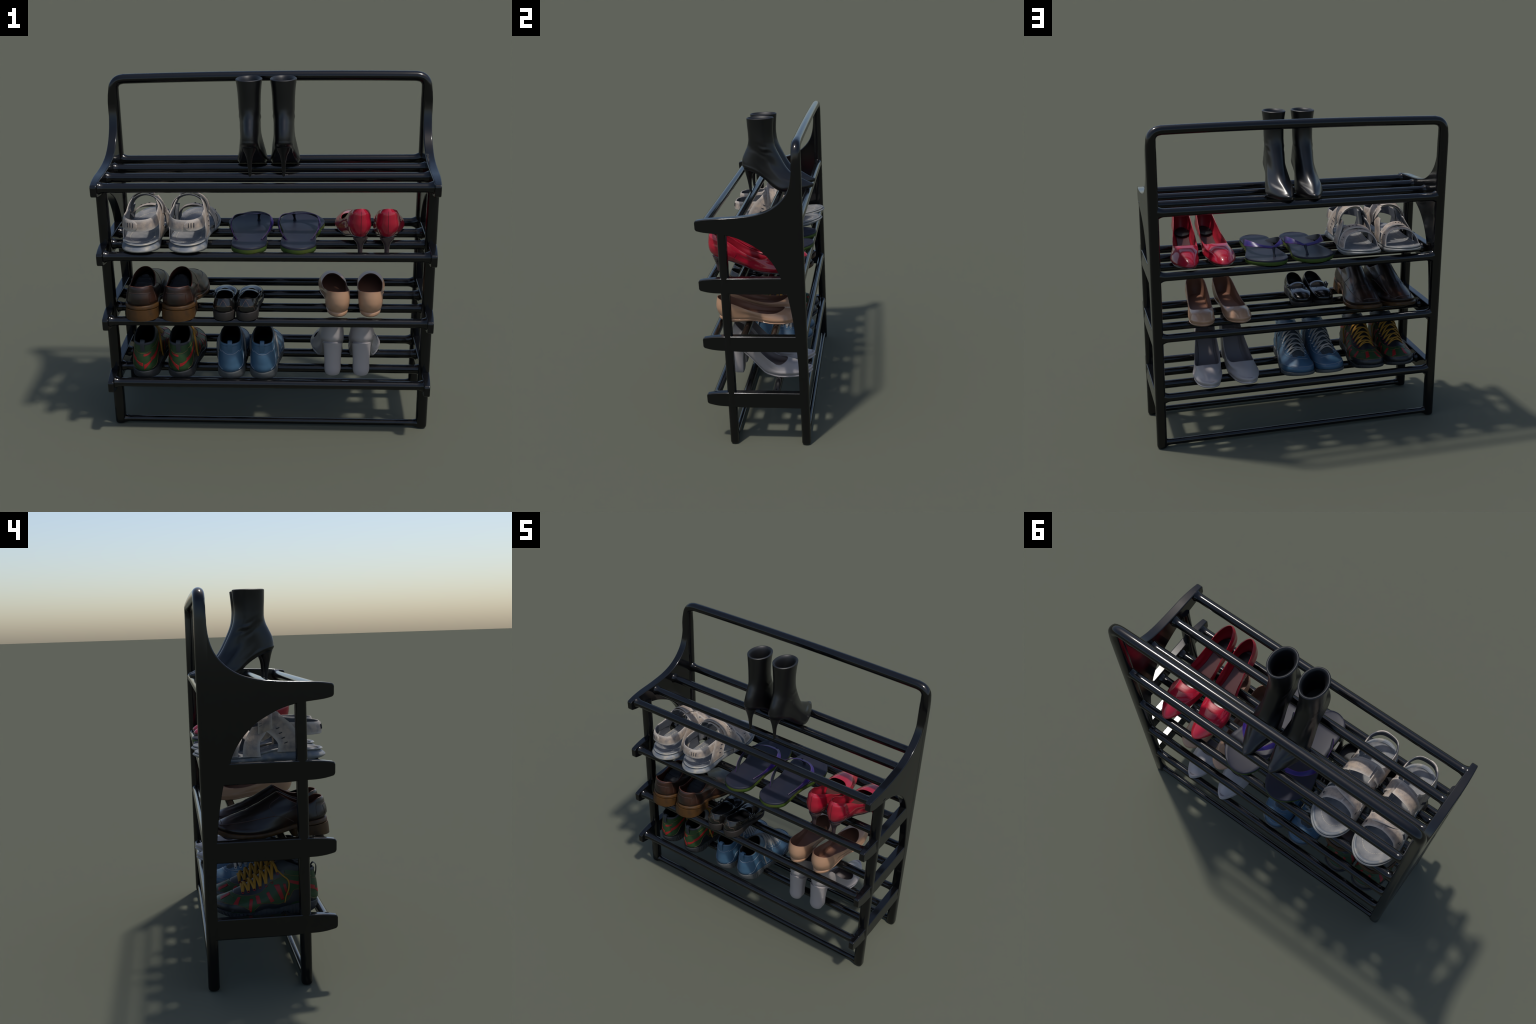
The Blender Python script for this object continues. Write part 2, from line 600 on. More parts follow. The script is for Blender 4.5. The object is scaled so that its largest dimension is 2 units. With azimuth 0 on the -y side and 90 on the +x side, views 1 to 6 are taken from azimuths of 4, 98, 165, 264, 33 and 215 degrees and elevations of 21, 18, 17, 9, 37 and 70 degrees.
def red_pump(x, mirror, nm):
    o = thing("stiletto_pump", "shiny red patent pump with slim dark heel", "shoe", (x, 0, SHELF_TOP[1]))
    Z0 = [(0, .088), (.153, .070), (.34, .032), (.48, .004), (.6, 0), (.85, .005), (1, .018)]
    W0 = [(0, .034), (.15, .040), (.34, .042), (.5, .060), (.65, .074), (.8, .068), (1, .05)]
    C = [(0, 0), (.5, .020), (.7, .040), (1, .034)]
    L = [
        Loop(-.288, .296, W0, [(s, z + .003) for s, z in Z0], C, .14, .28, .5, .5),
        Loop(-.307, .300, [(s, w + .013) for s, w in W0], [(0, .115), (.2, .092), (.34, .058), (.5, .024), (.7, .022), (.9, .024), (1, .028)], C, .15, .28, .5, .48),
        Loop(-.314, .285, [(0, .062), (.2, .062), (.4, .060), (.55, .074), (.7, .082), (.85, .068), (1, .05)],
             [(0, .148), (.2, .122), (.4, .078), (.6, .046), (.8, .048), (1, .046)], C, .16, .26, .5, .48),
        Loop(-.312, .215, [(0, .058), (.3, .061), (.6, .074), (.8, .076), (1, .06)],
             [(0, .195), (.25, .155), (.5, .095), (.75, .070), (1, .078)], [(0, 0), (.5, .016), (1, .040)],   .18, .24, .5, .48),
        Loop(-.306, .143, [(0, .051), (.35, .059), (.7, .073), (1, .062)],
             [(0, .228), (.3, .178), (.6, .105), (.85, .080), (1, .094)], [(0, 0), (.5, .012), (1, .036)], .18, .16, .5, .42),
        Loop(-.297, .094, [(0, .043), (.35, .057), (.7, .073), (1, .062)],
             [(0, .246), (.3, .190), (.6, .112), (.85, .082), (1, .098)], [(0, 0), (.5, .010), (1, .034)], .26, .10, .5, .36),
    ]
    _, P = skinned("upper", L, RED, o, mirror, 6)
    rim_and_lining(L, RED_IN, o, mirror, .0035, .012, sock=SOCK)
    fm = Form(P)
    g = Geo()
    fm.seam(g, [(0, .234), (0, .19), (0, .14), (0, .10)], "y", 1, .0009)
    fm.seam(g, [(-.125, .112), (-.145, .085), (-.165, .055)], "x", 1, .0008)
    finish_mesh("seam", g, THREAD_DK, o, mirror)
    g = Geo()
    pad = Loop(-.284, -.165, [(0, .036), (.5, .046), (1, .042)], [(0, .106), (1, .082)], [(0, 0), (1, .005)], .5, .3)
    Q = skin([pad, pad.moved(.0, .006), pad.moved(.004, .009)], 2)
    g.grid(Q)
    g.cap(Q[-1], flip=True)
    finish_mesh("heel_pad", g, BOOT_IN, o, mirror)
    g = Geo()
    Q = skin([L[0].moved(.004), L[0].moved(-.001, -.001), L[0].moved(-.001, -.006), L[0].moved(.005, -.009)], 2)
    g.grid(Q)
    g.cap(Q[-1], flip=True)
    finish_mesh("sole", g, DARK_HEEL, o, mirror, 60)
    heel = [Loop(-.293, -.212, .040, [(0, .086), (1, .068)], 0, .5, .5), Loop(-.288, -.222, .035, [(0, .070), (1, .055)], 0, .5, .5),
            Loop(-.283, -.232, .0235, [(0, .055), (1, .044)], 0, .5, .5), Loop(-.275, -.241, .0160, .032, 0, .5, .5),
            Loop(-.270, -.246, .0125, -.002, 0, .5, .5), Loop(-.270, -.246, .0122, -.016, 0, .5, .5)]
    skinned("heel", heel, DARK_HEEL, o, mirror, 4, True, True)


red_pump(.643, False, "R")
red_pump(.503, True, "L")

# ---- nude flats --------------------------------------------------------
NUDE = material("nude_patent_leather", (0.43, 0.245, 0.145), rough=0.38, spec=0.35, coat=0.4, coat_rough=0.04)
NUDE_IN = material("brown_lining", (0.20, 0.095, 0.06), rough=0.5, spec=0.3)


def nude_flat(x, mirror, nm):
    o = thing("ballet_flat", "nude patent ballet flat with rounded toe", "shoe", (x, 0, SHELF_TOP[2]))
    W0 = [(0, .046), (.15, .052), (.4, .052), (.6, .066), (.75, .070), (.9, .067), (1, .062)]
    C = [(0, 0), (.5, .018), (.75, .028), (1, .030)]
    Z0 = [(0, .034), (.2, .020), (.45, .020), (.65, .006), (.8, .010), (1, .030)]
    L = [
        Loop(-.286, .264, [(s, w + .003) for s, w in W0], Z0, C, .13, .22, .5, .48),
        Loop(-.297, .268, [(s, w + .010) for s, w in W0], [(s, z + .018) for s, z in Z0], C, .14, .22, .5, .46),
        Loop(-.305, .260, [(0, .064), (.2, .066), (.4, .061), (.6, .074), (.75, .077), (.9, .072), (1, .064)],
             [(0, .075), (.3, .062), (.6, .038), (.8, .042), (1, .056)], C, .15, .21, .5, .46),
        Loop(-.307, .215, [(0, .066), (.3, .068), (.6, .073), (.8, .074), (1, .068)],
             [(0, .112), (.3, .090), (.6, .056), (.85, .064), (1, .080)], [(0, 0), (.5, .014), (1, .030)], .16, .20, .5, .46),
        Loop(-.298, .152, [(0, .058), (.3, .066), (.6, .071), (.85, .070), (1, .064)],
             [(0, .160), (.25, .128), (.5, .088), (.75, .068), (.9, .073), (1, .088)], [(0, 0), (.5, .010), (1, .028)], .16, .24, .46, .46),
    ]
    _, P = skinned("upper", L, NUDE, o, mirror, 6)
    rim_and_lining(L, NUDE_IN, o, mirror, .0035, .006)
    Zb = [(0, .004), (.12, -.002), (.3, .004), (.45, .008), (.65, -.004), (.8, 0), (1, .018)]
    b = Loop(-.276, .262, [(s, w - .004) for s, w in W0], Zb, C, .13, .22)
    Q = skin([L[0].moved(.003, .002), L[0].moved(-.003, -.001), Loop(-.290, .267, [(s, w + .003) for s, w in W0],
              [(0, .014), (.2, .008), (.45, .013), (.65, 0), (.8, .004), (1, .023)], C, .13, .22), b], 3)
    g = Geo()
    g.grid(Q)
    g.cap(Q[-1], flip=True)
    finish_mesh("sole", g, NUDE, o, mirror, 60)


nude_flat(.563, False, "R")
nude_flat(.393, True, "L")

# ---- white block-heel pumps --------------------------------------------
WHITE = material("pale_grey_leather", (0.35, 0.315, 0.305), rough=0.36, spec=0.4, coat=0.15, coat_rough=0.1)
WHITE_IN = material("grey_lining", (0.20, 0.175, 0.175), rough=0.5)


def block_pump(x, mirror, nm):
    o = thing("block_heel_pump", "pale grey pump with tall block heel", "shoe", (x, 0, SHELF_TOP[3]))
    Z0 = [(0, .205), (.12, .178), (.22, .128), (.32, .070), (.42, .020), (.52, .009), (.7, .009), (.9, .013), (1, .028)]
    W0 = [(0, .048), (.15, .052), (.3, .050), (.45, .066), (.6, .080), (.75, .078), (.9, .070), (1, .060)]
    C = [(0, 0), (.4, .012), (.65, .034), (1, .040)]
    L = [
        Loop(-.222, .314, W0, Z0, C, .16, .36, .5, .52),
        Loop(-.230, .316, [(s, w + .012) for s, w in W0], [(s, z + .020) for s, z in Z0], C, .17, .36, .5, .5),
        Loop(-.228, .290, [(0, .066), (.2, .066), (.4, .068), (.6, .086), (.75, .082), (.9, .070), (1, .060)],
             [(0, .262), (.2, .215), (.4, .115), (.55, .056), (.75, .052), (1, .052)], C, .18, .34, .5, .5),
        Loop(-.218, .225, [(0, .062), (.3, .066), (.6, .082), (.85, .076), (1, .06)],
             [(0, .305), (.25, .245), (.5, .135), (.75, .074), (1, .084)], [(0, 0), (.4, .010), (1, .042)], .2, .24, .5, .46),
        Loop(-.200, .155, [(0, .054), (.3, .062), (.6, .078), (.85, .076), (1, .06)],
             [(0, .350), (.25, .275), (.5, .165), (.75, .090), (.9, .086), (1, .102)], [(0, 0), (.4, .008), (1, .040)], .2, .14, .5, .40),
    ]
    skinned("upper", L, WHITE, o, mirror, 6)
    rim_and_lining(L, WHITE_IN, o, mirror, .0035, .012)
    g = Geo()
    Q = skin([L[0].moved(.004, .003), L[0].moved(-.004, 0), L[0].moved(-.004, -.008), L[0].moved(.003, -.011)], 2)
    g.grid(Q)
    g.cap(Q[-1], flip=True)
    finish_mesh("sole", g, WHITE, o, mirror, 60)
    heel = [Loop(-.228, -.132, .053, [(0, .204), (1, .160)], 0, .45, .10, .5, .28), Loop(-.226, -.140, .050, [(0, .17), (1, .13)], 0, .45, .10, .5, .28),
            Loop(-.222, -.146, .046, .07, 0, .45, .10, .5, .28), Loop(-.220, -.149, .0415, .002, 0, .45, .10, .5, .28),
            Loop(-.217, -.151, .038, -.005, 0, .45, .10, .5, .28)]
    skinned("heel", heel, WHITE, o, mirror, 4, True, True)


block_pump(.527, False, "R")
block_pump(.366, True, "L")

# ---- flip-flops --------------------------------------------------------
FOAM = material("slate_foam", (0.019, 0.019, 0.029), rough=0.45, spec=0.18, tint=(0.014, 0.016, 0.028), tint_scale=9)
FOAM_GREEN = material("green_foam", (0.040, 0.078, 0.011), rough=0.55, spec=0.3, tint=(0.060, 0.075, 0.010), tint_scale=7)
STRAP_P = material("purple_rubber", (0.022, 0.014, 0.130), rough=0.35, spec=0.4, edge=(0.10, 0.02, 0.16), edge_lo=.53, edge_hi=.62)
STRAP_IN = material("dark_rubber", (0.016, 0.019, 0.026), rough=0.5, spec=0.25)


def flip_flop(x, mirror, nm):
    o = thing("flip_flop", "slate flip-flop with green sole edge and purple straps", "flip-flop", (x, -.008, SHELF_TOP[1] - .012))
    W = [(0, .090), (.12, .095), (.3, .093), (.45, .092), (.6, .110), (.74, .128), (.88, .125), (1, .116)]
    C = [(0, 0), (.3, .0), (.6, .010), (.8, .014), (1, -.004)]
    zt = [(0, .042), (.2, .040), (.6, .034), (.85, .036), (1, .046)]
    zb = [(0, .004), (.15, 0), (.8, 0), (1, .012)]
    top, bot = Loop(-.293, .325, W, zt, C, .15, .25, .5, .46), Loop(-.295, .326, W, zb, C, .15, .25, .5, .46)
    mid = Loop(-.296, .327, W, [(0, .031), (.2, .028), (.6, .023), (.85, .025), (1, .035)], C, .15, .25, .5, .46)
    g = Geo()
    t = top.points()
    g.grid(skin([mid, top.moved(-.001, -.003), top.moved(.003)], 2))
    inner = top.moved(.003).points()

    def dish(p, tt, j):
        e = 1 - (2 * tt - 1) ** 2
        return -0.004 * e ** .5 * (1 - abs(2 * j - 1) ** 6) - 0.002 * e * math.exp(-((p[1] + .15) / .09) ** 2)
    g.dish(inner, dish, 13, flip=False)
    finish_mesh("footbed", g, FOAM, o, mirror, 50)
    g = Geo()
    q = skin([mid, Loop(-.295, .326, W, [(0, .015), (.5, .01), (1, .022)], C, .15, .25, .5, .46).moved(-.0015), bot.moved(.002)], 3)
    g.grid(q)
    g.cap(q[-1], flip=True)
    finish_mesh("sole", g, FOAM_GREEN, o, mirror, 50)
    # Y strap: outer skin purple, inner face dark
    post_top = np.array((-.034, .168, .080))
    for side in (1, -1):
        xs = (.066, .094, .112, .100, .040) if side > 0 else (-.064, -.094, -.113, -.106, -.060)
        ys = (-.150, -.085, -.005, .085, .150)
        zs = (.036, .054, .076, .090, .088)
        w = (.016, .034, .038, .036, .026)
        prs = []
        for i in range(5):
            c = np.array((xs[i], ys[i], zs[i]))
            lean = ((.60, 0, .80), (.35, 0, .93), (-.15, -.05, .97), (-.45, -.35, .75), (-.15, -.9, .35))[i]
            d = np.array((side * lean[0], lean[1], lean[2]))
            d /= np.linalg.norm(d)
            prs.append((c - d * w[i] / 2, c + d * w[i] / 2))
        prs.append((post_top + np.array((0, .013, -.004)), post_top + np.array((0, -.013, .004))))
        g = Geo()
        ribbon(g, prs, .0030, 48, 4, shift=-.0016 * side)
        finish_mesh("strap_lining", g, STRAP_IN, o, mirror)
        g = Geo()
        ribbon(g, prs, .0022, 48, 4, crown=.0006 * side, shift=.0010 * side)
        finish_mesh("strap", g, STRAP_P, o, mirror)
    g = Geo()
    tube(g, [post_top + np.array((0, .002, 0)), (-.032, .182, .062), (-.030, .200, .040), (-.030, .204, .028)], [.010, .0075, .0075, .011], 12)
    finish_mesh("toe_post", g, STRAP_IN, o, mirror)


flip_flop(.176, False, "R")
flip_flop(-.092, True, "L")

# ---- sport sandals -----------------------------------------------------
SUEDE = material("weathered_suede", (0.38, 0.30, 0.235), rough=0.58, tint=(0.20, 0.175, 0.165), tint_scale=34, tint_lo=.38, tint_hi=.70,  # dark tint bakes in occlusion shade; pale edge colour paints the bright rims
                 bump=.5, bump_scale=150, edge=(0.48, 0.43, 0.38), edge_lo=.52, edge_hi=.60)
FOOTBED = material("grey_footbed", (0.215, 0.21, 0.205), rough=0.6, tint=(0.13, 0.135, 0.145), tint_scale=16, bump=.35, bump_scale=220)  # footbed, sole and lining colours darkened to match the sandal's shadowed areas
SANDAL_SOLE = material("dusty_rubber", (0.115, 0.130, 0.150), rough=0.5, tint=(0.25, 0.23, 0.195), tint_scale=18, tint_lo=.48, tint_hi=.68,
                       bump=.25, bump_scale=140, edge=(.42, .38, .30), edge_lo=.52, edge_hi=.60)
SANDAL_DK = material("slate_lining", (0.075, 0.08, 0.095), rough=0.85, bump=.3, bump_scale=200)
STITCH = material("cream_thread", (0.50, 0.45, 0.36), rough=0.8)
SLOT = material("dark_slot", (0.03, 0.03, 0.035), rough=0.9)


def sport_sandal(x, mirror, nm):
    o = thing("sport_sandal", "weathered grey suede sport sandal with hook straps", "sandal", (x, 0, SHELF_TOP[1]))
    W = [(0, .096), (.15, .099), (.35, .090), (.5, .098), (.65, .114), (.8, .118), (.92, .112), (1, .104)]
    C = [(0, 0), (.4, .004), (.7, .014), (1, .004)]
    zt = [(0, .052), (.2, .058), (.36, .062), (.5, .046), (.62, .034), (.8, .038), (1, .058)]
    off = lambda d: [(s, z + d) for s, z in zt]
    zb = [(0, .006), (.1, 0), (.45, .004), (.7, -.001), (.88, .008), (1, .032)]
    rings = [Loop(-.316, .322, W, zb, C, .16, .22, .5, .46).moved(.012), Loop(-.322, .330, W, zb, C, .16, .22, .5, .46).moved(-.002, .003),
             Loop(-.328, .336, W, [(0, .018), (.4, .020), (.7, .013), (1, .042)], C, .16, .22, .5, .46).moved(-.006),
             Loop(-.322, .334, W, [(0, .030), (.4, .034), (.7, .022), (1, .048)], C, .16, .22, .5, .46).moved(-.002),
             Loop(-.312, .330, W, off(-.012), C, .16, .22, .5, .46).moved(.003), Loop(-.318, .331, W, off(-.003), C, .16, .22, .5, .46).moved(-.001),
             Loop(-.314, .328, W, off(.002), C, .16, .22, .5, .46).moved(.003), Loop(-.306, .321, W, off(-.002), C, .16, .22, .5, .46).moved(.009)]
    g = Geo()
    q = skin(rings, 3)
    g.grid(q)
    g.cap(q[0])
    finish_mesh("sole", g, SANDAL_SOLE, o, mirror, 60)
    # tread nubs under the sole edge
    fb = rings[-1]
    g = Geo()
    hollow = lambda p, t, j: -0.010 * (1 - (2 * t - 1) ** 4) * (1 - abs(2 * j - 1) ** 8) * (1 if p[1] < .05 else .6)
    g.dish(fb.points(), hollow, 15)
    finish_mesh("footbed", g, FOOTBED, o, mirror, 60)
    bedform = Form(np.array([[fb.points()[j] * (1 - r / 10) + fb.points()[(NL - j) % NL] * (r / 10)
                              + np.array([0, 0, hollow(fb.points()[j] * (1 - r / 10) + fb.points()[(NL - j) % NL] * r / 10, r / 10, j / 36)])
                              for r in range(11)] for j in range(37)]), closed=False)
    # running stitch round the footbed
    ring = Loop(-.28, .298, W, 0, C, .16, .22, .5, .46).moved(.030).points(220)
    g = Geo()
    for j in range(0, 220, 3):
        a, b = ring[j], ring[(j + 2) % 220]
        m = (a + b) / 2
        tube(g, [bedform.hit(a[0], a[1], "z", off=-.0005), bedform.hit(m[0], m[1], "z", off=.0012), bedform.hit(b[0], b[1], "z", off=-.0005)], .0011, 5, 4)
    ob = finish_mesh("stitching", g, STITCH, o, mirror)
    ob["kind"] = "stuff"

    def band(name, prs, mat=SUEDE, t=.006, steps=44, lining=True, crown=.0015):
        prs = [(np.array(a), np.array(b)) for a, b in prs]
        g = Geo()
        ribbon(g, prs, t, steps, 5, crown)
        finish_mesh(name, g, mat, o, mirror, 50)
        if lining:
            c0 = np.array((.005, -.02, .12))
            ins = []
            for a, b in prs:
                m = (a + b) / 2
                d = c0 * np.array([1, 0, 1]) - m * np.array([1, 0, 1])
                if abs(m[0]) < .06 and m[1] < -.2:
                    d = np.array((0, 1, 0))
                d = d / (np.linalg.norm(d) + 1e-9) * .005
                ins.append((a * .96 + b * .04 + d, b * .96 + a * .04 + d))
            g = Geo()
            ribbon(g, ins, .004, steps, 5, crown)
            finish_mesh("strap_lining", g, SANDAL_DK, o, mirror, 50)

    # heel strap round the back
    band("heel_strap", [((.080, -.100, .190), (.090, -.100, .118)), ((.083, -.17, .190), (.093, -.17, .126)), ((.078, -.245, .188), (.087, -.248, .124)),
                        ((.040, -.294, .186), (.044, -.300, .124)), ((-.010, -.302, .186), (-.010, -.309, .124)), ((-.054, -.290, .188), (-.060, -.296, .126)),
                        ((-.084, -.238, .192), (-.092, -.241, .130)), ((-.088, -.16, .200), (-.096, -.16, .140)), ((-.080, -.09, .210), (-.092, -.085, .145))], steps=60)
    band("strap_tab", [((.082, -.170, .186), (.0925, -.170, .130)), ((.080, -.248, .184), (.089, -.251, .128)), ((.042, -.299, .182), (.046, -.305, .129)),
                       ((.010, -.308, .178), (.010, -.313, .134)), ((.000, -.309, .168), (.000, -.313, .144))], t=.006, lining=False)
    for s in (1, -1):
        e = 1 if s > 0 else 1.04
        # quarter: broad panel from the sole edge up to the ankle strap
        band("side_strap", [((s * .096, -.225, .045), (s * .101, -.075, .048)), ((s * .099, -.210, .085), (s * .103, -.080, .085)),
                            ((s * .095 * e, -.185, .130), (s * .098 * e, -.055, .122)), ((s * .087 * e, -.150, .182), (s * .090 * e, -.010, .165)),
                            ((s * .075 * e, -.105, .222), (s * .078 * e, .012, .200)), ((s * .060 * e, -.085, .245), (s * .060 * e, .015, .228))], t=.007)
        # front quarter reaching down to the forefoot sole, with its lower fork
        band("side_strap", [((s * .113 + .012, .010, .030), (s * .113 + .014, .100, .032)), ((s * .113 + .010, .014, .062), (s * .113 + .012, .098, .062)),
                            ((s * .106 + .006, .010, .100), (s * .104 + .008, .090, .100)), ((s * .095, -.020, .142), (s * .092, .070, .138)),
                            ((s * .080, -.040, .185), (s * .078, .045, .172))], t=.006)
        # toe strap
        band("toe_strap", [((s * .117 + .014, .125, .034), (s * .110 + .012, .205, .040)), ((s * .112 + .012, .118, .074), (s * .104 + .010, .192, .070)),
                           ((s * .088 + .008, .100, .112), (s * .082 + .008, .170, .104)), ((s * .045 + .005, .090, .134), (s * .042 + .005, .158, .124)),
                           ((.004, .088, .140), (.004, .152, .130))], t=.006)
        g = Geo()
        for k in range(4):
            yy, zz = -.080 - .013 * k, .165 - .024 * k
            xx = s * (.0965 + .0028 * k)
            tube(g, [(xx, yy - .008, zz + .003), (xx + s * .0016, yy, zz), (xx, yy + .008, zz - .003)], .0022, 6, 5)
        for k in range(3):
            yy, zz = .150 - .006 * k, .098 - .018 * k
            xx = s * (.101 + .006 * k) + .010
            tube(g, [(xx, yy - .007, zz), (xx + s * .0016, yy, zz), (xx, yy + .007, zz)], .0020, 6, 5)
        finish_mesh("strap_slot", g, SLOT, o, mirror)
    # strap over the instep, with a long hook tab on the outside
    arc = []
    for i in range(9):
        a = math.radians(-12 + 204 * i / 8)
        cx, cz = -.010 + .093 * math.cos(a), .165 + .088 * max(math.sin(a), -.2)
        y = -.050 + .012 * math.cos(a)
        arc.append(((cx, y - .036, cz + .012), (cx * 1.03, y + .040, cz - .012)))
    band("instep_strap", arc, t=.007)
    tab = []
    for i in range(8):
        a = math.radians(-36 + 150 * i / 7)
        cx, cz = -.010 + .103 * math.cos(a), .166 + .096 * math.sin(a)
        y = -.038 + .020 * math.cos(a)
        w = .020 if i == 0 else .036
        tab.append(((cx, y - w, cz + .010), (cx * 1.03, y + w, cz - .010)))
    band("strap_tab", tab, t=.007, lining=False)
    g = Geo()
    for k in range(5):                                        # pressed lettering on the tab, too worn to read
        a = math.radians(8 + 7 * k)
        p = np.array((-.010 + .108 * math.cos(a), -.022 + .020 * math.cos(a), .167 + .101 * math.sin(a)))
        q = p + np.array((.002, .014, -.004))
        tube(g, [p, (p + q) / 2 + np.array((.001, 0, .001)), q], .0012, 5, 4)
    finish_mesh("worn_mark", g, SANDAL_DK, o, mirror)
    # padded tongue behind the instep strap on the inner side
    band("ankle_pad", [((-.082, -.100, .105), (-.080, -.040, .100)), ((-.078, -.110, .15), (-.076, -.030, .14)), ((-.070, -.105, .205), (-.066, -.030, .195))],
         mat=FOOTBED, t=.014, lining=False)
    # forefoot tab crossing to the outside
    band("strap_tab", [((-.096, .092, .098), (-.092, .142, .088)), ((-.056, .080, .138), (-.052, .132, .130)), ((0, .068, .154), (.002, .122, .145)),
                       ((.050, .052, .146), (.056, .106, .134)), ((.078, .042, .126), (.088, .084, .114)), ((.090, .048, .112), (.094, .072, .106))], t=.007, lining=False)
    g = Geo()
    for k in range(3):
        px = .006 + .022 * k
        tube(g, [(px - .004, .098 - .005 * k, .1555 - .0035 * k), (px, .095 - .005 * k, .1565 - .004 * k), (px + .003, .090 - .005 * k, .1565 - .004 * k)], .0024, 6, 5)
    for k in range(3):
        px = .022 + .014 * k
        dy = 4.6 * (px - .01) ** 2
        tube(g, [(px, -.3105 + dy, .172), (px, -.3135 + dy, .160), (px, -.3145 + dy, .148)], .0024, 6, 5)
    finish_mesh("strap_slot", g, SLOT, o, mirror)
    # contrasting thread along the strap edges
    g = Geo()
    for (a, b) in zip(arc[:-1], arc[1:]):
        for f in (.15, .65):
            p = np.array(a[1]) * (1 - f) + np.array(b[1]) * f
            q = np.array(a[1]) * (1 - f - .3) + np.array(b[1]) * (f + .3)
            d = (p - np.array((0, p[1], .12))) * .05
            tube(g, [p + d + np.array((0, -.004, 0)), q + d + np.array((0, -.004, 0))], .0011, 5, 3)
    ob = finish_mesh("strap_stitching", g, STITCH, o, mirror)
    ob["kind"] = "stuff"


sport_sandal(-.421, False, "R")
sport_sandal(-.674, True, "L")

# ---- brown slip-on shoes -----------------------------------------------
BROWN = material("dark_brown_leather", (0.014, 0.0088, 0.0068), rough=0.34, spec=0.4, tint=(0.040, 0.014, 0.007), tint_scale=8, tint_lo=.48, tint_hi=.72,
                 coat=0.15, coat_rough=0.15, bump=.08, bump_scale=90)
TAN_SOLE = material("tan_stacked_sole", (0.066, 0.030, 0.008), rough=0.5, spec=0.25, tint=(0.042, 0.021, 0.008), tint_scale=25)
BROWN_IN = material("rust_lining", (0.07, 0.017, 0.008), rough=0.5)
SOCK_BLACK = material("black_fabric", (0.010, 0.011, 0.014), rough=0.9, bump=.6, bump_scale=60)


